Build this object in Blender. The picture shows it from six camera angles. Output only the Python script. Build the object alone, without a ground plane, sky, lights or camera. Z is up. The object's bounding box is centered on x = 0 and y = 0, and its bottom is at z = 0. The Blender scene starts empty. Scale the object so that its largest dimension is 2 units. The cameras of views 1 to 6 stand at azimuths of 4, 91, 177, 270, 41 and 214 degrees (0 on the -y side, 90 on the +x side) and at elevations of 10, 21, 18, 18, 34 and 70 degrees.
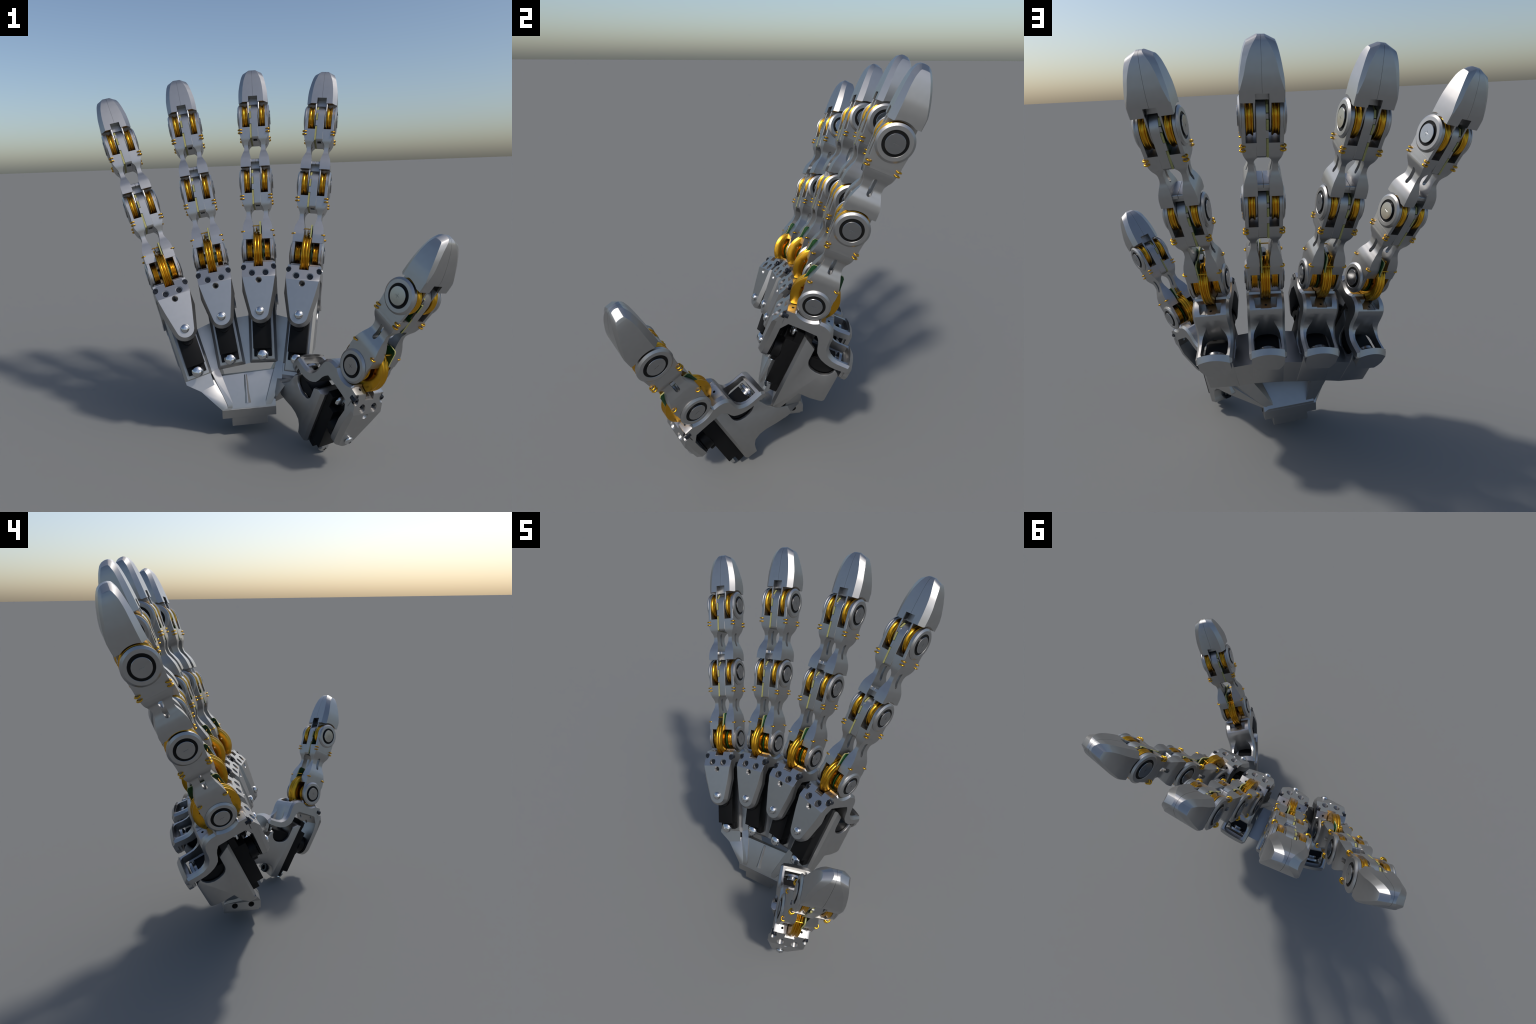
# Articulated robotic hand: four identical tendon-driven fingers, a thumb,
# a palm casting with servo channels and a wrist mount.  All procedural.
import bpy, bmesh, math
from mathutils import Vector, Matrix

# ------------------------------------------------------------------ materials
def principled(name, base, metallic, rough, grain=0.0, grain_scale=60.0, bump=0.0, spec=0.5, tint=None):
    m = bpy.data.materials.new(name)
    m.use_nodes = True
    nt = m.node_tree
    b = nt.nodes["Principled BSDF"]
    b.inputs["Metallic"].default_value = metallic
    b.inputs["Roughness"].default_value = rough
    b.inputs["Specular IOR Level"].default_value = spec
    tc = nt.nodes.new("ShaderNodeTexCoord")
    nz = nt.nodes.new("ShaderNodeTexNoise")
    nz.inputs["Scale"].default_value = grain_scale
    nz.inputs["Detail"].default_value = 4.0
    nt.links.new(tc.outputs["Object"], nz.inputs["Vector"])
    rp = nt.nodes.new("ShaderNodeValToRGB")
    lo = [max(0.0, c * (1 - grain)) for c in base]
    hi = [min(1.0, c * (1 + grain)) for c in (tint or base)]
    rp.color_ramp.elements[0].position = 0.3
    rp.color_ramp.elements[1].position = 0.7
    rp.color_ramp.elements[0].color = (*lo, 1)
    rp.color_ramp.elements[1].color = (*hi, 1)
    nt.links.new(nz.outputs["Fac"], rp.inputs["Fac"])
    nt.links.new(rp.outputs["Color"], b.inputs["Base Color"])
    if bump > 0:
        bp = nt.nodes.new("ShaderNodeBump")
        bp.inputs["Strength"].default_value = bump
        bp.inputs["Distance"].default_value = 0.002
        nt.links.new(nz.outputs["Fac"], bp.inputs["Height"])
        nt.links.new(bp.outputs["Normal"], b.inputs["Normal"])
    return m

M_METAL = principled("satin_aluminium", (0.415, 0.412, 0.408), 1.0, 0.40, 0.02, 40)
M_GOLD = principled("brass_gold", (0.64, 0.335, 0.026), 1.0, 0.27, 0.05, 30)
M_BLACK = principled("black_plastic", (0.0055, 0.0055, 0.006), 0.0, 0.45, 0.1, 80, spec=0.14)
M_RING = principled("black_rubber", (0.004, 0.004, 0.004), 0.0, 0.5, 0.1, 80, spec=0.2)
M_DISC = principled("brushed_steel", (0.36, 0.362, 0.365), 1.0, 0.2, 0.03, 50)
M_CHROME = principled("polished_steel", (0.62, 0.63, 0.64), 1.0, 0.12, 0.02, 50)
M_HEX = principled("blackened_steel", (0.010, 0.012, 0.017), 0.0, 0.3, 0.05, 50, spec=0.3)
M_PCB = principled("circuit_board_green", (0.003, 0.036, 0.008), 0.0, 0.4, 0.25, 90, tint=(0.005, 0.055, 0.012))
M_PCBEDGE = principled("board_edge_yellow", (0.33, 0.31, 0.11), 0.0, 0.55, 0.1, 90)
M_WHITE = principled("connector_white", (0.6, 0.6, 0.58), 0.0, 0.4, 0.03, 60)

# ------------------------------------------------------------------ mesh tools
def mesh_from(bm, name):
    bmesh.ops.recalc_face_normals(bm, faces=bm.faces)
    me = bpy.data.meshes.new(name)
    bm.to_mesh(me)
    bm.free()
    return me

def add_mesh(dst, me):
    """append mesh me to bmesh dst"""
    dst.from_mesh(me)
    bpy.data.meshes.remove(me)

def prism(axis, outline, a, b, name="prism"):
    """extrude a closed 2D outline along axis (0=x: outline is (y,z); 1=y: (x,z); 2=z: (x,y))"""
    bm = bmesh.new()
    def P(p, t):
        return {0: (t, p[0], p[1]), 1: (p[0], t, p[1]), 2: (p[0], p[1], t)}[axis]
    lo = [bm.verts.new(P(p, a)) for p in outline]
    hi = [bm.verts.new(P(p, b)) for p in outline]
    n = len(outline)
    bm.faces.new(lo)
    bm.faces.new(hi[::-1])
    for i in range(n):
        bm.faces.new((lo[i], hi[i], hi[(i + 1) % n], lo[(i + 1) % n]))
    return mesh_from(bm, name)

def box(x0, x1, y0, y1, z0, z1):
    return prism(0, [(y0, z0), (y1, z0), (y1, z1), (y0, z1)], x0, x1)

def revolve(profile, center=(0, 0, 0), axis=0, seg=48, close=True):
    """profile: list of (r, t) revolved round the axis through center"""
    bm = bmesh.new()
    rings = []
    for r, t in profile:
        if r < 1e-6:
            rings.append([bm.verts.new(pt(axis, 0, 0, t, center))])
        else:
            rings.append([bm.verts.new(pt(axis, r * math.cos(2 * math.pi * k / seg),
                                          r * math.sin(2 * math.pi * k / seg), t, center)) for k in range(seg)])
    for A, B in zip(rings[:-1], rings[1:]):
        if len(A) == 1 and len(B) == 1:
            continue
        for k in range(seg):
            k2 = (k + 1) % seg
            if len(A) == 1:
                bm.faces.new((A[0], B[k], B[k2]))
            elif len(B) == 1:
                bm.faces.new((A[k], B[0], A[k2]))
            else:
                bm.faces.new((A[k], B[k], B[k2], A[k2]))
    if close:
        for R_ in (rings[0], rings[-1]):
            if len(R_) > 1:
                bm.faces.new(R_)
    return mesh_from(bm, "revolved")

def pt(axis, p, q, t, c):
    v = {0: (t, p, q), 1: (p, t, q), 2: (p, q, t)}[axis]
    return (v[0] + c[0], v[1] + c[1], v[2] + c[2])

def cylinder(axis, r, a, b, center=(0, 0, 0), seg=40, bev=0.0):
    if bev > 0:
        return revolve([(r - bev, a), (r, a + bev), (r, b - bev), (r - bev, b)], center, axis, seg)
    return revolve([(r, a), (r, b)], center, axis, seg)

def torus(center, R, r, normal_axis, seg=20, sub=8):
    bm = bmesh.new()
    vs = []
    for i in range(seg):
        a = 2 * math.pi * i / seg
        row = []
        for j in range(sub):
            b = 2 * math.pi * j / sub
            rad = R + r * math.cos(b)
            row.append(bm.verts.new(pt(normal_axis, rad * math.cos(a), rad * math.sin(a), r * math.sin(b), center)))
        vs.append(row)
    for i in range(seg):
        for j in range(sub):
            bm.faces.new((vs[i][j], vs[(i + 1) % seg][j], vs[(i + 1) % seg][(j + 1) % sub], vs[i][(j + 1) % sub]))
    return mesh_from(bm, "torus")

def hull(points):
    bm = bmesh.new()
    for p in points:
        bm.verts.new(p)
    res = bmesh.ops.convex_hull(bm, input=bm.verts)
    junk = [g for g in res["geom_interior"] + res["geom_unused"] if isinstance(g, bmesh.types.BMVert)]
    if junk:
        bmesh.ops.delete(bm, geom=list(set(junk)), context='VERTS')
    bmesh.ops.dissolve_limit(bm, angle_limit=0.01, verts=bm.verts, edges=bm.edges)
    return mesh_from(bm, "hull")

def loft(sections, name="loft"):
    """sections: list of equal-length closed loops of 3D points"""
    bm = bmesh.new()
    rows = [[bm.verts.new(p) for p in s] for s in sections]
    n = len(rows[0])
    for A, B in zip(rows[:-1], rows[1:]):
        for k in range(n):
            bm.faces.new((A[k], A[(k + 1) % n], B[(k + 1) % n], B[k]))
    bm.faces.new(rows[0][::-1])
    bm.faces.new(rows[-1])
    return mesh_from(bm, name)

def joined(parts):
    bm = bmesh.new()
    for me in parts:
        add_mesh(bm, me)
    me = bpy.data.meshes.new("joined")
    bm.to_mesh(me)
    bm.free()
    return me

def mirrored(me, axis=0):
    bm = bmesh.new()
    bm.from_mesh(me)
    for v in bm.verts:
        v.co[axis] = -v.co[axis]
    bmesh.ops.reverse_faces(bm, faces=bm.faces)
    out = bpy.data.meshes.new("mirrored")
    bm.to_mesh(out)
    bm.free()
    return out

def moved(me, mat):
    me.transform(mat)
    return me

_scn = bpy.context.scene
def evaluate(me, setup):
    ob = bpy.data.objects.new("helper", me)
    _scn.collection.objects.link(ob)
    helpers = setup(ob) or []
    dg = bpy.context.evaluated_depsgraph_get()
    out = bpy.data.meshes.new_from_object(ob.evaluated_get(dg))
    for h in helpers + [ob]:
        d = h.data
        bpy.data.objects.remove(h)
        if d.users == 0:
            bpy.data.meshes.remove(d)
    return out

def boolean(me, cutters, op='DIFFERENCE'):
    def setup(ob):
        hs = []
        for c in cutters:
            h = bpy.data.objects.new("cutter", c)
            _scn.collection.objects.link(h)
            hs.append(h)
            m = ob.modifiers.new("b", 'BOOLEAN')
            m.operation = op
            m.solver = 'EXACT'
            m.object = h
        return hs
    return evaluate(me, setup)

def bevelled(me, w=0.003, seg=2, ang=32):
    def setup(ob):
        m = ob.modifiers.new("bev", 'BEVEL')
        m.width = w
        m.segments = seg
        m.limit_method = 'ANGLE'
        m.angle_limit = math.radians(ang)
        m.harden_normals = False
        m.use_clamp_overlap = True
    return evaluate(me, setup)

def finish(me, name, mats, angle=32):
    me.name = name
    me.materials.clear()
    for m in (mats if isinstance(mats, (list, tuple)) else [mats]):
        me.materials.append(m)
    for p in me.polygons:
        p.use_smooth = True
    me.set_sharp_from_angle(angle=math.radians(angle))
    return me

def interp(tab, z):
    """smooth (monotone cubic) interpolation through (z, value) knots"""
    tab = sorted(tab)
    if z <= tab[0][0]:
        return tab[0][1]
    if z >= tab[-1][0]:
        return tab[-1][1]
    n = len(tab)
    d = [(tab[i + 1][1] - tab[i][1]) / (tab[i + 1][0] - tab[i][0]) for i in range(n - 1)]
    m = [d[0]] + [0 if d[i - 1] * d[i] <= 0 else 2 * d[i - 1] * d[i] / (d[i - 1] + d[i]) for i in range(1, n - 1)] + [d[-1]]
    for i in range(n - 1):
        if z <= tab[i + 1][0]:
            h = tab[i + 1][0] - tab[i][0]
            t = (z - tab[i][0]) / h
            return ((2 * t**3 - 3 * t**2 + 1) * tab[i][1] + (t**3 - 2 * t**2 + t) * h * m[i]
                    + (-2 * t**3 + 3 * t**2) * tab[i + 1][1] + (t**3 - t**2) * h * m[i + 1])

def arc(cy, cz, r, a0, a1, n):
    return [(cy + r * math.cos(math.radians(a0 + (a1 - a0) * i / n)),
             cz + r * math.sin(math.radians(a0 + (a1 - a0) * i / n))) for i in range(n + 1)]

# ------------------------------------------------------------------ finger dimensions
D12, D23 = 0.4080, 0.3936          # joint spacings
CAP_R = 0.0785

def side_plate(jz, below, h_below, r=0.0755, x0=0.066, x1=0.0820, up=True):
    """cheek plate round a joint, running down (up=True) or up from it"""
    s = 1 if up else -1
    o = [(y, jz + s * (z)) for y, z in arc(0, 0, r, -10, 190, 28)]
    o += [(-h_below, jz - s * below), (h_below, jz - s * below)]
    return prism(0, o, x0, x1)

def hub_flange(jz, r):
    """raised bearing flange with a recess for the black ring"""
    return revolve([(0.053, 0.078), (r - 0.003, 0.078), (r, 0.0805), (r, 0.0845), (r - 0.0095, 0.0915), (0.0535, 0.0915), (0.0525, 0.0905), (0.0525, 0.079)],
                   (0, 0, jz), 0, 64, close=False)

def outer_x(u):
    return interp([(-0.335, 0.0822), (-0.292, 0.0822), (-0.262, 0.0785), (-0.235, 0.0695), (-0.205, 0.0605), (-0.178, 0.0612),
                   (-0.150, 0.0735), (-0.128, 0.081), (-0.105, 0.0822), (-0.05, 0.0822)], u)

def inner_x(u):
    return interp([(-0.30, 0.0240), (-0.272, 0.0240), (-0.255, 0.0262), (-0.23, 0.0320), (-0.20, 0.0375), (-0.178, 0.0380), (-0.160, 0.0315),
                   (-0.149, 0.0225), (-0.05, 0.0225)], u)

def half_y_mid(u):
    return interp([(-0.335, 0.0725), (-0.31, 0.0722), (-0.277, 0.0690), (-0.237, 0.0560), (-0.210, 0.0455), (-0.192, 0.0450),
                   (-0.172, 0.0515), (-0.145, 0.0625), (-0.115, 0.0672), (-0.085, 0.0705)], u)

def half_y_prox(u):
    return interp([(-0.36, 0.0755), (-0.33, 0.0755), (-0.306, 0.0748), (-0.282, 0.0690), (-0.248, 0.0580), (-0.222, 0.0490), (-0.192, 0.0450),
                   (-0.172, 0.0515), (-0.145, 0.0625), (-0.115, 0.0672), (-0.085, 0.0705)], u)

def waist_block(jz, u0, u1, hy, n=44):
    """one side strut: a rectangle whose width, inner wall and depth change along the finger"""
    secs = []
    for i in range(n + 1):
        u = u0 + (u1 - u0) * i / n
        a, b, h, z = inner_x(u), outer_x(u), hy(u), jz + u
        secs.append([(a, -h, z), (b, -h, z), (b, h, z), (a, h, z)])
    me = loft(secs)
    # long slot through the waist
    st = arc(0, jz - 0.172, 0.0108, 0, 180, 10) + arc(0, jz - 0.229, 0.0108, 180, 360, 10)
    return boolean(me, [prism(0, st, 0.0, 0.12)])

def web(jz):
    """central tongue carrying the joint above, with socket in its lower end"""
    o = arc(0, jz, 0.0735, -8, 188, 26)
    o += [(-0.068, jz - 0.140), (-0.061, jz - 0.150), (0.061, jz - 0.150), (0.068, jz - 0.140)]
    body = bevelled(prism(0, o, -0.0130, 0.0245), 0.0010, 1)
    lip = []
    for z0, z1 in ((-0.063, -0.031), (0.013, 0.034)):
        for s in (-1, 1):
            y0 = 0.064
            y1 = 0.0722 if z0 < 0 else 0.0690
            if z0 > 0: y0, y1 = 0.0600, 0.0685
            lip.append(box(-0.0225, -0.012, min(s * y0, s * y1), max(s * y0, s * y1), jz + z0, jz + z1))
    return boolean(joined([body]), [box(-0.006, 0.017, -0.052, -0.022, jz - 0.2, jz - 0.125)]), lip

def upper_fork(jz, u_low, hy, cap_r=CAP_R):
    parts = []
    blk = waist_block(jz, u_low, -0.083, hy)
    pl = side_plate(jz, 0.125, 0.0662)
    fl = hub_flange(jz, cap_r)
    for m in (blk, bevelled(pl, 0.0012, 1), fl):
        parts += [mirrored(m), m]
    w, lip = web(jz)
    parts.append(w)
    parts += lip
    return parts

def clevis_cut(me, jz, r=0.0865, x_in=0.0240):
    """clear the joint below: round clearance outside the ears"""
    return boolean(me, [cylinder(0, r, x_in, 0.2, (0, 0, jz), 64), cylinder(0, r, -0.2, -x_in, (0, 0, jz), 64),
                        box(-0.3, 0.3, -0.3, 0.3, jz - 0.5, jz + 0.0725)])

def ears(jz, top):
    o = arc(0, jz, 0.0655, 180, 360, 28) + [(0.0655, jz + 0.06), (0.060, jz + top), (-0.060, jz + top), (-0.0655, jz + 0.06)]
    e = bevelled(prism(0, o, 0.0262, 0.0345), 0.002, 2)
    return [e, mirrored(e)]

# ------------------------------------------------------------------ finger part meshes
def make_middle():
    J, JL = D12 + D23, D12
    blk = waist_block(J, -0.335, -0.083, half_y_mid)
    blk = clevis_cut(blk, JL)
    parts = [blk, mirrored(blk)]
    pl = bevelled(side_plate(J, 0.125, 0.0662), 0.0012, 1)
    fl = hub_flange(J, CAP_R)
    parts += [pl, mirrored(pl), fl, mirrored(fl)]
    w, lip = web(J)
    parts += [w] + lip + ears(JL, 0.13) + [stop_block(JL)]
    # bridge between the struts, two halves with a parting line
    zb0, zb1 = JL + 0.104, JL + 0.1225
    for a, b in ((-0.0335, -0.0005), (0.0005, 0.0335)):
        parts.append(bevelled(prism(0, [(-0.0605, zb0), (0.0605, zb0), (0.0605, zb1 - 0.003), (0.0565, zb1), (-0.0565, zb1), (-0.0605, zb1 - 0.003)], a, b), 0.001, 1))
    return finish(joined(parts), "middle_phalanx", M_METAL)

def make_proximal():
    J = D12
    blk = waist_block(J, -0.349, -0.083, half_y_prox)
    parts = [blk, mirrored(blk)]
    for jz, up, below, h in ((J, True, 0.125, 0.0662), (0.0, False, 0.105, 0.0735)):
        pl = bevelled(side_plate(jz, below, h, up=up, r=0.0755 if up else 0.0745), 0.0012, 1)
        fl = hub_flange(jz, CAP_R if up else 0.0775)
        parts += [pl, mirrored(pl), fl, mirrored(fl)]
    w, lip = web(J)
    parts += [w] + lip
    # axle tube of the base joint
    parts.append(cylinder(0, 0.03, -0.07, 0.07))
    return finish(joined(parts), "proximal_phalanx", M_METAL)

def stop_block(jz):
    """fills the clevis between its faces, close round the tongue"""
    o = [(-0.030, jz + 0.1135), (0.030, jz + 0.1135)] + arc(0, jz, 0.0790, 68, 112, 8)
    return prism(0, o, -0.0285, 0.0285)

TIP_J = D12 + D23
def make_tip():
    J = TIP_J
    # centre strip (y, z, half width) running up the pad, over the end and down the nail side
    strip = [(-0.0680, 0.064, 0.0615), (-0.0670, 0.122, 0.0600), (-0.0655, 0.168, 0.0565), (-0.0625, 0.214, 0.0490), (-0.0575, 0.253, 0.0365), (-0.0470, 0.280, 0.0235), (-0.0330, 0.2905, 0.0155),
             (-0.0180, 0.2925, 0.0120),
             (-0.0030, 0.2895, 0.0145), (0.0100, 0.2800, 0.0225), (0.0240, 0.2580, 0.0375), (0.0405, 0.2230, 0.0525), (0.0595, 0.1720, 0.0655), (0.0700, 0.1260, 0.0800), (0.0690, 0.0640, 0.0830)]
    # edge of the side flat (y, z, half width)
    side = [(-0.0415, 0.064, 0.0845), (-0.0415, 0.120, 0.0850), (-0.0420, 0.160, 0.0825), (-0.0425, 0.205, 0.0745), (-0.0398, 0.241, 0.0660), (-0.0345, 0.261, 0.0590), (-0.0285, 0.273, 0.0530),
            (-0.0125, 0.2755, 0.0505),
            (0.0035, 0.273, 0.0530), (0.0110, 0.261, 0.0590), (0.0215, 0.241, 0.0660), (0.0375, 0.205, 0.0745), (0.0540, 0.160, 0.0825), (0.0665, 0.120, 0.0850), (0.0665, 0.064, 0.0845)]
    def dense(col, k=4):
        out = []
        for i in range(len(col) - 1):
            p0, p1, p2, p3 = [Vector(col[min(max(i + d, 0), len(col) - 1)]) for d in (-1, 0, 1, 2)]
            for q in range(k):
                t = q / k
                v = 0.5 * (2 * p1 + (p2 - p0) * t + (2 * p0 - 5 * p1 + 4 * p2 - p3) * t * t + (3 * p1 - p0 - 3 * p2 + p3) * t**3)
                out.append(p1.lerp(p2, t) * 0.4 + v * 0.6)
        return out + [Vector(col[-1])]
    g = 0.00045
    S_, Q_ = dense(strip), dense(side)
    bm = bmesh.new()
    c0 = [bm.verts.new((g, p[0], J + p[1])) for p in S_]
    c1 = [bm.verts.new((p[2], p[0], J + p[1])) for p in S_]
    c2 = [bm.verts.new((p[2], p[0], J + p[1])) for p in Q_]
    n = len(c0)
    for i in range(n - 1):
        bm.faces.new((c0[i], c1[i], c1[i + 1], c0[i + 1]))
        bm.faces.new((c1[i], c2[i], c2[i + 1], c1[i + 1]))
    m = n - 1
    for i in range(m // 2):
        if i + 1 == m - i - 1:
            bm.faces.new((c2[i], c2[m - i], c2[i + 1]))
        else:
            bm.faces.new((c2[i], c2[m - i], c2[m - i - 1], c2[i + 1]))
    bm.faces.new((c0[0], c1[0], c2[0], c2[m], c1[m], c0[m]))
    bm.faces.new(c0)
    me = mesh_from(bm, "tip_half")
    me = boolean(me, [cylinder(0, 0.0885, 0.0240, 0.3, (0, 0, J), 64),
                      box(-0.3, 0.3, -0.3, 0.3, J - 0.3, J + 0.0755),
                      box(-0.3, 0.0262, -0.3, 0.3, J - 0.3, J + 0.1100)])
    parts = [me, mirrored(me)]
    parts += ears(J, 0.118)
    # solid core so the parting line is a shallow groove, and the block behind the tongue
    parts.append(prism(0, [(-0.060, J + 0.112), (0.062, J + 0.112), (0.055, J + 0.165), (0.030, J + 0.235), (0.004, J + 0.272), (-0.018, J + 0.284), (-0.042, J + 0.274), (-0.056, J + 0.240)], -0.004, 0.004))
    parts.append(stop_block(J))
    return finish(joined(parts), "fingertip", M_METAL, 12)

def pulley_mesh(name, x0, x1, r, z, groove, n_groove=1):
    """grooved tendon wheel"""
    w = x1 - x0
    k0, k1, k2, k3 = (0.60, 0.62, 0.80, 0.83) if r < 0.1 else (0.30, 0.34, 0.46, 0.56)
    prof = [(0.012, x0), (r * k0, x0), (r * k1, x0 + 0.004), (r * k2, x0 + 0.004), (r * k3, x0), (r - 0.002, x0), (r, x0 + 0.0015)]
    lip = w * 0.13
    a, b = x0 + lip, x1 - lip
    for k in range(n_groove):
        s = a + (b - a) * k / n_groove
        e = a + (b - a) * (k + 1) / n_groove
        m = 8
        for i in range(m + 1):
            t = i / m
            prof.append((r - groove * math.sin(math.pi * t) ** 0.8, s + (e - s) * (0.06 + 0.88 * t)))
        if k < n_groove - 1:
            prof.append((r, e))
    prof += [(r, x1 - 0.0015), (r - 0.002, x1), (r * k3, x1), (r * k2, x1 - 0.004), (r * k1, x1 - 0.004), (r * k0, x1), (0.012, x1)]
    me = revolve(prof, (0, 0, 0), 0, 72)
    if r > 0.1:      # tendon anchor holes through the wheel
        me = boolean(me, [cylinder(0, 0.0055, -0.1, 0.1, (0, 0.082 * math.cos(a), 0.082 * math.sin(a)), 16) for a in (math.radians(20), math.radians(160))])
    return finish(me, name, M_GOLD, 40)

def pin_mesh():
    """pivot pin head: flat disc with cross slot (local: axis x, face at +x)"""
    me = boolean(revolve([(0.0, 0.07), (0.039, 0.07), (0.0400, 0.0950), (0.0390, 0.0960), (0.020, 0.0964), (0.0, 0.0965)], (0, 0, 0), 0, 56, close=False),
                 [box(0.0950, 0.2, -0.0110, 0.0110, -0.0007, 0.0007), box(0.0950, 0.2, -0.0007, 0.0007, -0.0110, 0.0110)])
    return finish(me, "pivot_pin", M_DISC, 30)

def seal_mesh():
    return finish(revolve([(0.0390, 0.079), (0.0390, 0.0885), (0.0526, 0.0885), (0.0526, 0.079)], (0, 0, 0), 0, 56, close=False), "seal_ring", M_RING)

def board_upper(jz):
    """sensor board beside the tongue; only its tabs come flush with the faces"""
    tabs = [(-0.147, -0.066, 0.0672, 0.0706), (-0.029, 0.011, 0.0735, 0.0745), (0.036, 0.060, 0.0645, 0.0455)]
    x0, x1 = -0.0228, -0.0128
    core = prism(0, arc(0, jz, 0.0655, 0, 180, 20) + [(-0.0655, jz), (-0.0605, jz - 0.143), (-0.0550, jz - 0.148), (0.0550, jz - 0.148), (0.0605, jz - 0.143)], x0, x1 - 0.0004)
    n0 = len(core.polygons)
    edge = []
    for a, b, ya, yb in tabs:
        for s in (-1, 1):
            o = [(s * (min(ya, yb) - 0.022), jz + a), (s * ya, jz + a), (s * yb, jz + b), (s * (min(ya, yb) - 0.022), jz + b)]
            edge.append(prism(0, o if s > 0 else o[::-1], x0, x1 - 0.0008))
    me = joined([core] + edge)
    finish(me, "circuit_board", [M_PCB, M_PCBEDGE])
    for p in me.polygons:          # rims show the bare laminate
        if abs(p.normal.x) < 0.5:
            p.material_index = 1
    return me

def board_lower():
    # board above the drive wheel, its lower edge follows the wheel
    o = [(0.1215 * math.cos(math.radians(t)), 0.1215 * math.sin(math.radians(t))) for t in range(42, 139, 8)]
    o += [(-0.0860, 0.1000), (-0.0800, 0.1480), (-0.0720, 0.1590), (-0.0380, 0.1600), (-0.0280, 0.1500),
          (0.0280, 0.1500), (0.0380, 0.1600), (0.0720, 0.1590), (0.0800, 0.1480), (0.0860, 0.1000)]
    a = bevelled(prism(0, o, 0.0115, 0.0195), 0.0008, 1)
    b = cylinder(0, 0.0680, 0.0245, 0.0280, (0, 0, 0), 40)
    me = joined([a, b])
    finish(me, "circuit_board", [M_PCB, M_PCBEDGE])
    for p in me.polygons:
        if abs(p.normal.x) < 0.5 and p.center.x < 0.022:
            p.material_index = 1
    return me

def connector_mesh():
    a = bevelled(box(-0.006, 0.0113, -0.018, 0.018, 0.124, 0.154), 0.002, 1)
    b = box(-0.008, 0.007, -0.012, 0.020, 0.132, 0.148)
    n = len(a.polygons)
    me = finish(joined([a, b]), "board_connector", [M_WHITE, M_BLACK])
    for i, p in enumerate(me.polygons):
        p.material_index = 0 if i < n else 1
    return me

def tendon_mesh():
    """short gold tendon rods over the big wheel"""
    parts = [cylinder(0, 0.0030, -0.0255, 0.0155, (0, -0.070, 0.134), 12), cylinder(0, 0.0030, -0.0255, 0.0155, (0, 0.082, 0.112), 12),
             cylinder(2, 0.0050, 0.085, 0.150, (-0.012, 0.050, 0), 12)]
    return finish(joined(parts), "tendon_rod", M_GOLD)

def wire_ring_mesh():
    return finish(torus((0, 0, 0), 0.0108, 0.0036, 2, 24, 10), "wire_ring", M_GOLD, 60)

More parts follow.
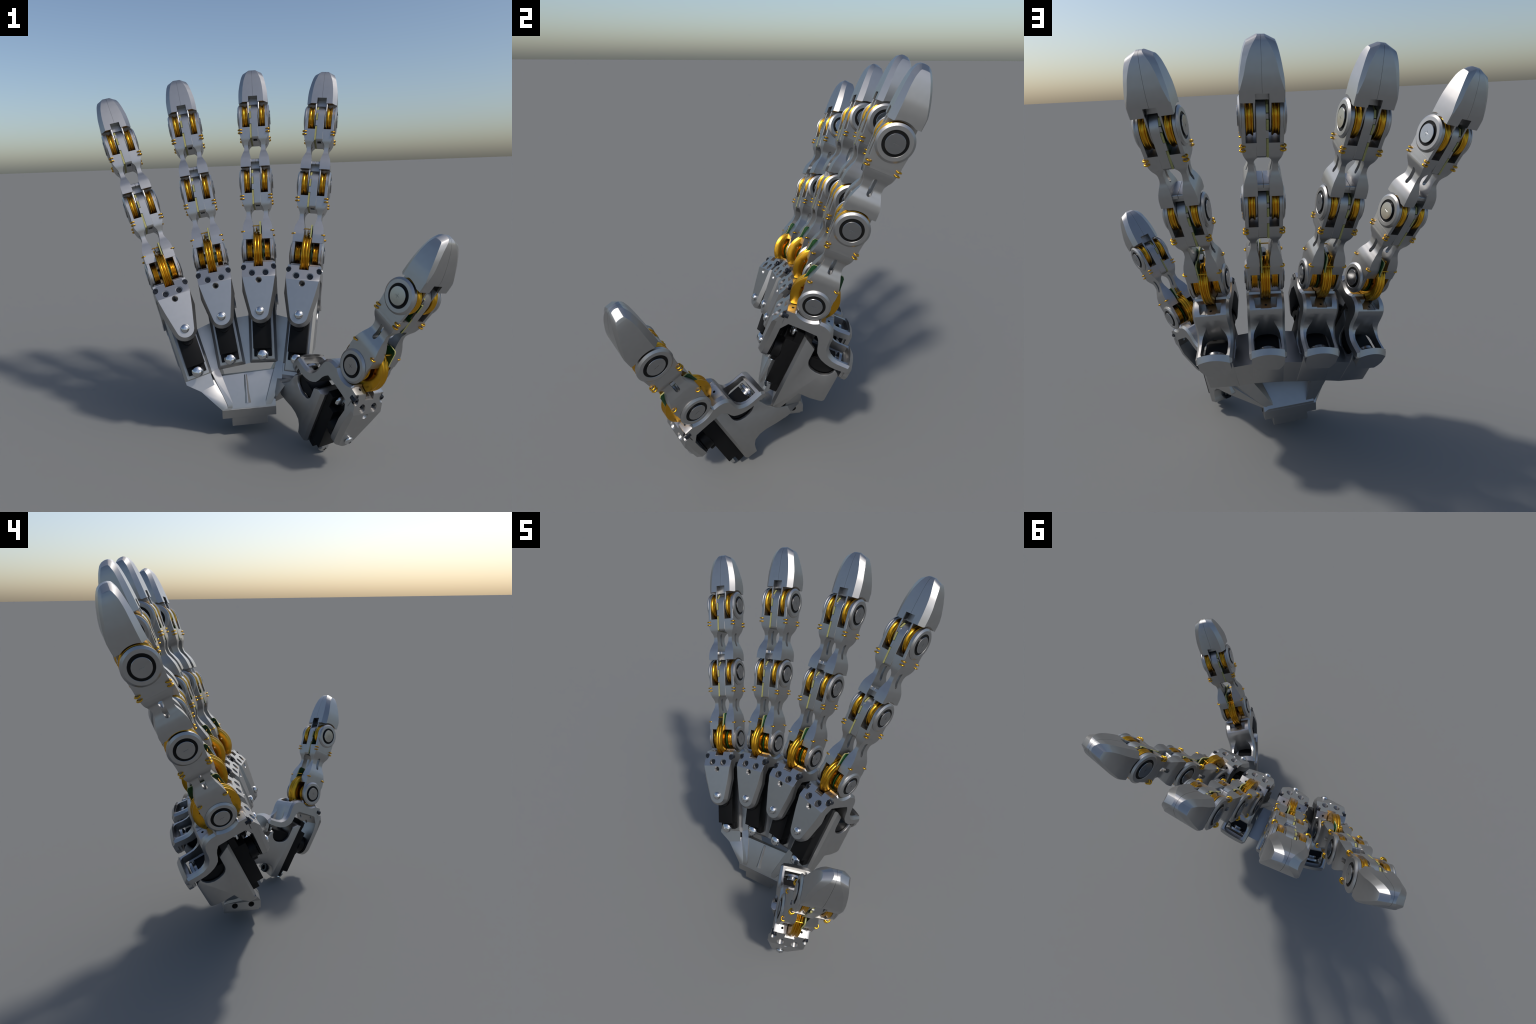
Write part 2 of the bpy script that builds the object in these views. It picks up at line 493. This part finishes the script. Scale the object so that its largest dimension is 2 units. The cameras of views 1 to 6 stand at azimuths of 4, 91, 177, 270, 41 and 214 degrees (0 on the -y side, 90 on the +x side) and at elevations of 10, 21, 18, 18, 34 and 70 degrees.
# ---- knuckle bracket
PZ = -0.342                        # spreading axis height
def make_bracket():
    # saddle and rear arm: side profile (y, z)
    top = [(-0.1000, -0.0760), (-0.0640, -0.0685)] + [(y, z) for y, z in arc(0.0, 0.0, 0.0840, 226, 314, 14)] + [(0.0660, -0.0690), (0.0900, -0.0705), (0.1080, -0.0765)]
    back = [(0.1250, -0.0860), (0.1400, -0.1020), (0.1485, -0.1240), (0.1515, -0.1480), (0.1525, -0.1720), (0.1565, -0.1920), (0.1650, -0.2090), (0.1790, -0.2225), (0.2000, -0.2335), (0.2250, -0.2375), (0.2850, -0.2390), (0.3015, -0.2605)]
    low = [(0.3015, -0.2660), (0.2930, -0.2755), (0.2760, -0.2790), (0.2300, -0.2805), (0.1980, -0.2785), (0.1720, -0.2715), (0.1480, -0.2610), (0.1300, -0.2480), (0.1140, -0.2310), (0.1050, -0.2080), (0.0990, -0.1820), (0.0900, -0.1620), (0.0756, -0.1430), (0.0060, -0.1400), (-0.0700, -0.1400), (-0.0980, -0.1830), (-0.1000, -0.1500)]
    # broad chamfer along the upper and rear edges: side faces are set in along that part of the outline
    upper = top + back
    inset = []
    for i, p in enumerate(upper):
        a_, b_ = upper[max(i - 1, 0)], upper[min(i + 1, len(upper) - 1)]
        d = Vector((b_[0] - a_[0], b_[1] - a_[1])).normalized()
        k = min(1.0, i / 2.0)
        inset.append((p[0] + d.y * 0.0125 * k, p[1] - d.x * 0.0125 * k))
    full, thin = upper + low, inset + low
    body = loft([[(x, y, z) for y, z in o] for x, o in ((-0.0895, thin), (-0.0775, full), (0.0775, full), (0.0895, thin))])
    cut = []
    # window in the rear shelf (vertical cut with arched front)
    half = [(0.0, 0.1485), (0.0200, 0.1492), (0.0350, 0.1520), (0.0480, 0.1580), (0.0570, 0.1670), (0.0630, 0.1800), (0.0660, 0.2050), (0.0660, 0.2560), (0.0620, 0.2690), (0.0530, 0.2765), (0.0400, 0.2790)]
    win = half + [(-x, y) for x, y in half[::-1][:-1]]
    cut.append(prism(2, win, -0.40, 0.05))
    # rounded rear corners
    for s in (1, -1):
        cut.append(prism(2, [(s * x, y) for x, y in ((0.0700, 0.3028), (0.0790, 0.3015), (0.0850, 0.2965), (0.0885, 0.2895), (0.0900, 0.2780), (0.2, 0.2780), (0.2, 0.4), (0.0700, 0.4))], -0.6, 0.0))
    # wheel slot and pulley pockets
    cut.append(prism(0, arc(0, 0, 0.1210, 180, 360, 48) + [(0.16, 0.1), (-0.16, 0.1)], -0.0265, 0.0245))
    cut.append(box(-0.0265, 0.0245, -0.3, 0.3, -0.098, 0.2))
    for s in (1, -1):
        cut.append(cylinder(0, 0.0790, min(s * 0.029, s * 0.0655), max(s * 0.029, s * 0.0655), (0, 0, 0), 48))
    # trapezoid relief behind the wheels
    cut.append(prism(1, [(-0.0720, 0.0), (-0.0500, -0.0960), (0.0500, -0.0960), (0.0720, 0.0)], 0.0880, 0.1340))
    cut.append(prism(1, [(-0.0720, 0.0), (-0.0640, -0.0620), (0.0640, -0.0620), (0.0720, 0.0)], 0.0700, 0.0900))
    body = boolean(body, cut)
    body = boolean(body, [cylinder(1, 0.0095, -0.2, -0.05, (0, 0, -0.1775), 20), cylinder(2, 0.0065, -0.2, 0.0, (0, 0.112, 0), 16), cylinder(2, 0.0065, -0.2, 0.0, (0.05, -0.078, 0), 16), cylinder(2, 0.0065, -0.2, 0.0, (-0.05, -0.078, 0), 16)])
    # front leaf: chamfered tapering plate round the pivot screw
    def outline(w_top, w_sh, z_sh, r, zt):
        o = [(-w_top, zt), (-w_top, -0.150), (-w_sh, z_sh)]
        a = 162
        o += [(r * math.cos(math.radians(t)), PZ + r * math.sin(math.radians(t))) for t in range(198, 343, 8)]
        return o + [(w_sh, z_sh), (w_top, -0.150), (w_top, zt)]
    A = outline(0.0895, 0.0905, -0.235, 0.0630, -0.078)
    C = outline(0.0885, 0.0720, -0.235, 0.0465, -0.078)
    secs = [[(x, y, z) for x, z in o] for y, o in ((-0.0965, A), (-0.1250, A), (-0.1460, C))]
    leaf = loft(secs)
    cuts = [hull([(sx, y, z) for sx in (-0.2, 0.2) for y, z in ((-0.0985, -0.0700), (-0.1462, -0.1600), (-0.30, -0.1600), (-0.30, -0.0700))]),   # sloping brow
            box(-0.0265, 0.0245, -0.3, -0.05, -0.101, 0.1),
            revolve([(0.0, -0.16), (0.0175, -0.16), (0.0165, -0.146), (0.0100, -0.134), (0.0095, -0.05), (0.0, -0.05)], (0, 0, -0.1775), 1, 28, close=False)]
    for s in (-1, 1):
        cuts.append(cylinder(1, 0.0190, -0.2, -0.1185, (s * 0.0365, 0, -0.1360), 28))
        cuts.append(cylinder(1, 0.0175, -0.2, -0.1010, (s * 0.0850, 0, -0.1030), 28))
        cuts.append(box(min(s * 0.072, s * 0.2), max(s * 0.072, s * 0.2), -0.2, -0.101, -0.103, 0.0))
    leaf = boolean(leaf, cuts)
    leaf = bevelled(leaf, 0.0015, 1, 40)
    # closed rear shell: arched top lip falling to the back, tapering skirt below
    def shell(y, zc, drop, zs):
        xs = [-0.0785 + 0.157 * k / 16 for k in range(17)]
        o = [(x, y, zc - drop * (x / 0.0785) ** 2) for x in xs]
        return o + [(0.0772, y, zs), (0.0670, y, zs - 0.0205), (0.0510, y, zs - 0.0390), (-0.0510, y, zs - 0.0390), (-0.0670, y, zs - 0.0205), (-0.0772, y, zs)]
    rim = loft([shell(0.2795, -0.2190, 0.014, -0.3070), shell(0.3022, -0.2385, 0.0215, -0.3070)])
    sill = [(-0.0650, -0.2720), (0.0650, -0.2720), (0.0650, -0.3280), (0.0500, -0.3440), (-0.0500, -0.3440), (-0.0650, -0.3280)]
    rim = joined([rim, prism(1, sill, 0.2665, 0.2950)])
    return finish(joined([body, leaf, rim]), "knuckle_bracket", M_METAL, 20)

def hex_screw_mesh():
    """socket cap screw, head toward -y"""
    hexa = [(0.0075 * math.cos(math.radians(60 * k)), 0.0075 * math.sin(math.radians(60 * k))) for k in range(6)]
    me = boolean(revolve([(0.0, 0.03), (0.0145, 0.03), (0.0150, 0.0025), (0.0130, 0.0), (0.0, 0.0)], (0, 0, 0), 1, 32, close=False), [prism(1, hexa, -0.1, 0.0040)])
    return finish(me, "socket_screw", M_HEX)

def pan_screw_mesh(r=0.0200):
    """domed cross-slot screw, head toward -y, seat at y=0"""
    prof = [(0.0, 0.02), (r * 0.4, 0.02), (r * 0.4, 0.0), (r * 0.96, 0.0), (r, -r * 0.12)]
    prof += [(r * math.cos(math.radians(a)), -r * 0.12 - r * 0.62 * math.sin(math.radians(a))) for a in range(12, 90, 13)] + [(0.0, -r * 0.74)]
    me = revolve(prof, (0, 0, 0), 1, 36, close=False)
    s, w = r * 0.36, r * 0.085
    me = boolean(me, [box(-s, s, -1, -r * 0.45, -w, w), box(-w, w, -1, -r * 0.45, -s, s)])
    return finish(me, "cross_screw", M_CHROME, 35)

# ---- servo (housing frame)
def servo_mesh():
    parts = [bevelled(box(-0.0490, 0.0490, -0.0455, 0.0286, -0.5360, -0.2500), 0.0025, 2),
             bevelled(box(-0.0480, 0.0480, -0.0080, 0.0286, -0.5790, -0.5300), 0.0020, 1),
             bevelled(box(-0.0480, 0.0480, -0.0080, 0.0286, -0.2560, -0.1830), 0.0020, 1),
             cylinder(1, 0.0550, -0.0840, -0.0400, (0, 0, PZ), 48, 0.002), cylinder(1, 0.0580, -0.0950, -0.0860, (0, 0, PZ), 48, 0.001),
             cylinder(1, 0.0300, -0.0700, -0.0400, (0, 0, PZ - 0.052), 32, 0.002),
             bevelled(box(-0.0260, 0.0260, -0.0680, -0.0400, PZ - 0.066, PZ), 0.002, 1)]
    return finish(joined(parts), "servo_motor", M_BLACK)

def drum_mesh():
    d = boolean(cylinder(0, 0.0780, -0.0590, 0.0590, (0, 0.1640, -0.2720), 56, 0.003), [box(-0.2, 0.2, 0.0, 0.4, -0.2850, 0.0), box(-0.2, 0.2, 0.2250, 0.4, -0.6, 0.0)])
    parts = [d, bevelled(box(-0.0520, 0.0520, 0.1010, 0.2220, -0.3600, -0.2840), 0.003, 1)]
    return finish(joined(parts), "motor_drum", M_BLACK)

def horn_mesh():
    parts = [cylinder(1, 0.0540, 0.2340, 0.2500, (0, 0, -0.3030), 48, 0.002), cylinder(1, 0.0300, 0.2200, 0.2560, (0, 0, -0.3030), 32, 0.001)]
    return finish(joined(parts), "servo_horn", M_DISC)

# ---- palm housings (housing frame)
def housing_mesh(thumb=False, zb=-0.632):
    f = 0.0290
    if not thumb:
        o = [(f, -0.1880), (0.0400, -0.1880), (0.0985, -0.2270), (0.0990, -0.3000)]
    else:
        o = [(f, -0.2080), (0.0660, -0.2080), (0.0985, -0.2340), (0.0990, -0.3000)]
    o += [(0.1030, -0.3160), (0.1110, -0.3300), (0.1250, -0.3420), (0.1520, -0.3510), (0.1780, -0.3525), (0.2000, -0.3455), (0.2160, -0.3340), (0.2270, -0.3160), (0.2320, -0.2950)]
    if not thumb:
        o += [(0.2490, -0.3060), (0.2600, -0.3200), (0.2605, -0.4920), (0.2520, -0.5020), (0.2390, -0.5065), (0.1920, -0.5130), (0.1305, -0.5110), (0.1060, -0.5780), (0.0800, zb + 0.006), (0.0460, zb - 0.004), (f, zb + 0.014)]
    else:
        o += [(0.2500, -0.3060), (0.2620, -0.3460), (0.2760, -0.3950), (0.3090, -0.4470), (0.3600, -0.4920), (0.3550, -0.5480), (0.3300, -0.5480), (0.2600, -0.5320), (0.2000, -0.5130), (0.1600, -0.5090), (0.1250, -0.5180), (0.1080, -0.5400), (0.1000, -0.5650), (0.0950, -0.5880), (f, -0.5780)]
    me = bevelled(prism(0, o, -0.0765, 0.0765), 0.0045, 2, 35)
    cut = [box(-0.0610, 0.0610, 0.075, 0.2300, -0.47 if not thumb else -0.45, 0.0)]
    for q in (-1, 1):
        cut.append(prism(2, [(q * 0.0600, f - 0.001), (q * 0.0780, 0.0440), (q * 0.1, 0.0440), (q * 0.1, f - 0.001)], -0.9, 0.0))
    me = boolean(me, cut)
    return me

# ------------------------------------------------------------------ assembly
def frame(origin, xa, za):
    z = Vector(za).normalized()
    x = Vector(xa)
    x = (x - z * x.dot(z)).normalized()
    y = z.cross(x)
    m = Matrix((x, y, z)).transposed().to_4x4()
    m.translation = Vector(origin)
    return m

FINGERS = [
    frame((-0.4808, 0.1402, 0.8716), (0.9068, 0.3604, 0.2188), (-0.3371, 0.3081, 0.8897)),
    frame((-0.2269, 0.2134, 0.9359), (0.9750, 0.1677, 0.1459), (-0.1951, 0.3305, 0.9234)),
    frame((0.0453, 0.2389, 0.9631), (0.9996, 0.0141, 0.0249), (-0.0283, 0.3444, 0.9384)),
    frame((0.3147, 0.2166, 0.9398), (0.9875, -0.1343, -0.0826), (0.1249, 0.3464, 0.9297)),
]
THUMB = frame((0.5537, -0.3695, 0.5348), (0.7771, 0.5994, -0.1920), (0.4325, -0.2870, 0.8547))

def spread(deg):
    p = Matrix.Translation((0, 0, PZ))
    return p @ Matrix.Rotation(math.radians(-deg), 4, 'Y') @ p.inverted()
THUMB_H = THUMB @ spread(14.0)

def link(name, me, parent, mat=None):
    ob = bpy.data.objects.new(name, me)
    _scn.collection.objects.link(ob)
    ob.parent = parent
    if mat is not None:
        ob.matrix_basis = mat
    return ob

hand = bpy.data.objects.new("robotic_hand", None)
_scn.collection.objects.link(hand)
hand["label"] = "grey metal articulated robotic hand with gold pulleys and black servos"
hand["category"] = "robot hand"

ME = dict(
    mid=make_middle(), prox=make_proximal(), tip=make_tip(), bracket=make_bracket(),
    wheel=pulley_mesh("pulley", -0.0145, 0.0145, 0.0765, 0, 0.0075, 1),
    small=pulley_mesh("pulley", -0.0140, 0.0140, 0.0660, 0, 0.0050, 2),
    big=pulley_mesh("drive_pulley", -0.0235, 0.0205, 0.1180, 0, 0.0065, 2),
    pin=pin_mesh(), seal=seal_mesh(), ub=board_upper(0.0), lb=board_lower(), conn=connector_mesh(), rod=tendon_mesh(), ring=wire_ring_mesh(),
    hexs=hex_screw_mesh(), pan=pan_screw_mesh(0.0225), panbig=pan_screw_mesh(0.0325), pansm=pan_screw_mesh(0.0225),
    servo=servo_mesh(), drum=drum_mesh(), horn=horn_mesh())

TX = Matrix.Translation
FLIP = Matrix.Rotation(math.pi, 4, 'Z')

def build_digit(name, M, MH, thumb=False):
    e = bpy.data.objects.new(name, None)
    _scn.collection.objects.link(e)
    e.parent = hand
    e.matrix_basis = M
    e.empty_display_size = 0.1
    joints = [0.0, D12] if thumb else [0.0, D12, D12 + D23]
    link("knuckle_bracket", ME["bracket"], e)
    link("proximal_phalanx", ME["prox"], e)
    if not thumb:
        link("middle_phalanx", ME["mid"], e)
    link("fingertip", ME["tip"], e, TX((0, 0, D12)) @ FLIP @ TX((0, 0, -D12 - D23)) if thumb else None)
    link("drive_pulley", ME["big"], e)
    for i, jz in enumerate(joints):
        for s in (1, -1):
            R = Matrix.Identity(4) if s > 0 else FLIP
            link("pivot_pin", ME["pin"], e, TX((0, 0, jz)) @ R)
            link("seal_ring", ME["seal"], e, TX((0, 0, jz)) @ R)
            link("pulley", ME["wheel"] if i else ME["small"], e, TX((s * (0.0500 if i else 0.0480), 0, jz)))
            zs = ((-0.0975, -0.1150) if i else (0.1050,))
            for dz in zs:
                for sy in (-1, 1):
                    tilt = Matrix.Rotation(math.radians(-sy * 4), 4, 'X')
                    link("wire_ring", ME["ring"], e, TX((s * 0.0795, sy * 0.0645, jz + dz)) @ tilt)
        if i:
            link("circuit_board", ME["ub"], e, TX((0, 0, jz)))
    link("circuit_board", ME["lb"], e)
    link("board_connector", ME["conn"], e)
    link("tendon_rod", ME["rod"], e)
    slope = Matrix.Rotation(math.radians(-26), 4, 'X')
    for s in (-1, 1):
        link("socket_screw", ME["hexs"], e, TX((s * 0.0365, -0.1235, -0.1360)))
        link("socket_screw", ME["hexs"], e, TX((s * 0.0805, -0.1150, -0.1030)))
    link("cross_screw", ME["pansm"], e, TX((0, -0.1470, PZ)))
    H = M.inverted() @ MH
    link("servo_motor", ME["servo"], e, H)
    link("motor_drum", ME["drum"], e, H)
    link("servo_horn", ME["horn"], e, H)
    link("cross_screw", ME["panbig"], e, H @ TX((0, -0.0230, -0.5680)))
    link("cross_screw", ME["panbig"], e, H @ TX((0, -0.0150, -0.2150)))
    return e

for M in FINGERS:
    build_digit("finger", M, M)
build_digit("thumb", THUMB, THUMB_H, True)

# ---- palm casting (world coordinates)
palm_parts = []
HS = FINGERS
for M, zb in zip(HS, (-0.612, -0.610, -0.610, -0.650)):
    palm_parts.append(moved(housing_mesh(False, zb), M))
palm_parts.append(moved(housing_mesh(True), THUMB_H))

def P(M, x, y, z):
    return M @ Vector((x, y, z))

for A, B in zip(HS[:-1], HS[1:]):
    # solid web between neighbouring housings: front face, flat top, back wall
    top = [(0.0445, -0.352), (0.2585, -0.348), (0.2585, -0.494), (0.2400, -0.503), (0.0445, -0.508)]
    low = [(0.0445, -0.500), (0.1500, -0.500), (0.0800, -0.612), (0.0445, -0.612)]
    for q in (top, low):
        palm_parts.append(hull([P(A, 0.0740, y, z) for y, z in q] + [P(B, -0.0740, y, z) for y, z in q]))

# wrist mount frame (yawed about z)
YAW = math.radians(11.0)
WM = Matrix.Translation((-0.1600, -0.0670, 0)) @ Matrix.Rotation(YAW, 4, 'Z')
def W(x, y, z):
    return WM @ Vector((x, y, z))
wb = bevelled(box(0.0, 0.2920, 0.0, 0.2080, 0.1075, 0.1570), 0.0010, 1)
wb = boolean(wb, [cylinder(0, 0.0170, -0.1, 0.4, (0, 0.055, 0.1380), 28), cylinder(0, 0.0170, -0.1, 0.4, (0, 0.150, 0.1380), 28)])
wl = bevelled(box(0.0520, 0.2440, 0.0006, 0.2070, 0.0620, 0.1100), 0.0015, 1)
wrist = moved(joined([wb, wl]), WM)

A, B, C, D = HS
# soft front roll of the wrist block: (y, z) of the front lip
LIP = [(0.0006, 0.1560), (0.0030, 0.1655), (0.0090, 0.1750), (0.0190, 0.1820)]
# wedge from the wrist block up to the thin lower palm
palm_parts.append(hull([W(x, y, z) for x in (0.030, 0.268) for y, z in LIP] + [W(0.012, 0.2074, z) for z in (0.1560, 0.1690)] + [W(0.268, 0.2074, z) for z in (0.1560, 0.1690)]
                       + [W(0.2912, y, z) for y, z in LIP[:2]] + [W(0.2912, 0.2074, 0.1560), W(0.2912, 0.2, 0.1640)]
                       + [Vector(p) for p in ((-0.173, 0.022, 0.3140), (0.086, 0.068, 0.3100), (0.118, 0.068, 0.3350), (0.118, 0.085, 0.3330), (-0.173, 0.045, 0.3140))]))
# little-finger side flank
palm_parts.append(hull([P(A, -0.0126, 0.031, -0.678), P(A, 0.065, 0.031, -0.669), P(A, -0.0126, 0.075, -0.665), P(A, 0.070, 0.100, -0.640), P(A, 0.0730, 0.0415, -0.640), P(A, 0.0730, 0.0415, -0.670)]
                       + [W(x, y, z) for x in (0.0005, 0.050) for y, z in LIP] + [W(0.0008, 0.120, 0.1600), W(0.0008, 0.2074, 0.1560), W(0.080, 0.2074, 0.1560)] + [W(0.060, 0.020, 0.181), W(0.046, 0.0035, 0.178)]))
palm_parts.append(hull([P(A, x, y, -0.600) for x in (-0.0750, 0.066) for y in (0.0316, 0.085)] + [P(A, -0.0750, y, -0.618) for y in (0.0316, 0.07)]
                       + [P(A, -0.0126, y, -0.6775) for y in (0.0316, 0.075)] + [P(A, 0.066, y, -0.670) for y in (0.0316, 0.085)]))
palm_parts.append(hull([P(A, 0.02, 0.120, -0.508), P(B, -0.07, 0.120, -0.508), P(A, 0.070, 0.080, -0.640), P(B, -0.070, 0.080, -0.640), P(A, 0.0, 0.078, -0.640), W(0.060, 0.2, 0.160), W(0.010, 0.2, 0.160)]))
# ribs: the webs between the channels run on down to the wrist
def run(top, foot):
    return hull(list(top) + list(foot))
palm_parts.append(run([P(A, 0.0740, y, z) for y in (0.040, 0.075) for z in (-0.60, -0.645)] + [P(B, -0.0740, y, z) for y in (0.0435, 0.085) for z in (-0.60, -0.650)],
                      [W(x, y, z) for x in (0.030, 0.056) for y, z in ((0.0010, 0.166), (0.004, 0.186), (0.010, 0.196), (0.05, 0.17))]))
palm_parts.append(run([P(C, 0.0700, y, -0.600) for y in (0.0435, 0.085)] + [P(C, 0.0600, y, -0.66) for y in (0.0400, 0.085)] + [P(D, -0.0740, y, z) for y in (0.0430, 0.080) for z in (-0.60, -0.690)],
                      [W(x, y, z) for x in (0.238, 0.266) for y, z in ((0.0030, 0.166), (0.008, 0.184), (0.016, 0.192), (0.05, 0.17))]))
def rib(p, q, w0, w1, h):
    p, q = Vector(p), Vector(q)
    d = (q - p).normalized()
    n = Vector((0.1, -0.80, 0.58))
    n = (n - d * n.dot(d)).normalized()
    s_ = d.cross(n)
    return hull([a + s_ * (t * ww * k) + n * hh for a, ww in ((p, w0), (q, w1)) for t in (-1, 1) for k, hh in ((1, -0.004), (0.10, h))])
palm_parts.append(rib((-0.040, 0.046, 0.312), (-0.026, -0.024, 0.180), 0.016, 0.030, 0.017))
# end of the index channel, rolling into the thumb arm
palm_parts.append(hull([P(D, x, y, z) for x in (-0.074, 0.058) for y, z in ((0.0335, -0.60), (0.0335, -0.660), (0.046, -0.680), (0.10, -0.58), (0.085, -0.660))]))
# thumb arm to wrist strut
palm_parts.append(hull([P(THUMB_H, x, y, z) for x in (-0.0755, 0.0755) for y, z in ((0.300, -0.455), (0.312, -0.5445), (0.352, -0.492))]
                       + [W(0.272, y, z) for y in (0.030, 0.195) for z in (0.1585, 0.1665)] + [W(0.235, 0.08, 0.165), W(0.235, 0.195, 0.165)]
                       + [P(C, 0.058, 0.05, -0.690), P(D, 0.060, 0.085, -0.690)]))
palm_parts.append(hull([W(0.268, 0.200, 0.160), W(0.225, 0.200, 0.160), W(0.268, 0.10, 0.165), Vector((0.112, 0.085, 0.330)), Vector((0.112, 0.130, 0.345))]
                       + [P(D, x, y, z) for x in (-0.070, 0.060) for y, z in ((0.100, -0.590), (0.140, -0.507))] + [P(THUMB_H, 0.06, 0.350, -0.495)]))
palm = finish(joined(palm_parts), "palm", M_METAL, 30)
po = link("palm", palm, hand)
link("wrist_mount", finish(wrist, "wrist_mount", M_METAL, 30), hand)
# pivot nut on the thumb arm
nut = [(0.030 * math.cos(math.radians(60 * k)), 0.030 * math.sin(math.radians(60 * k))) for k in range(6)]
nm = boolean(prism(1, nut, 0.0, 0.022), [cylinder(1, 0.015, -0.1, 0.1, (0, 0, 0), 20)])
link("hex_nut", finish(nm, "hex_nut", M_HEX), hand, THUMB_H @ TX((0, 0.098, -0.560)))
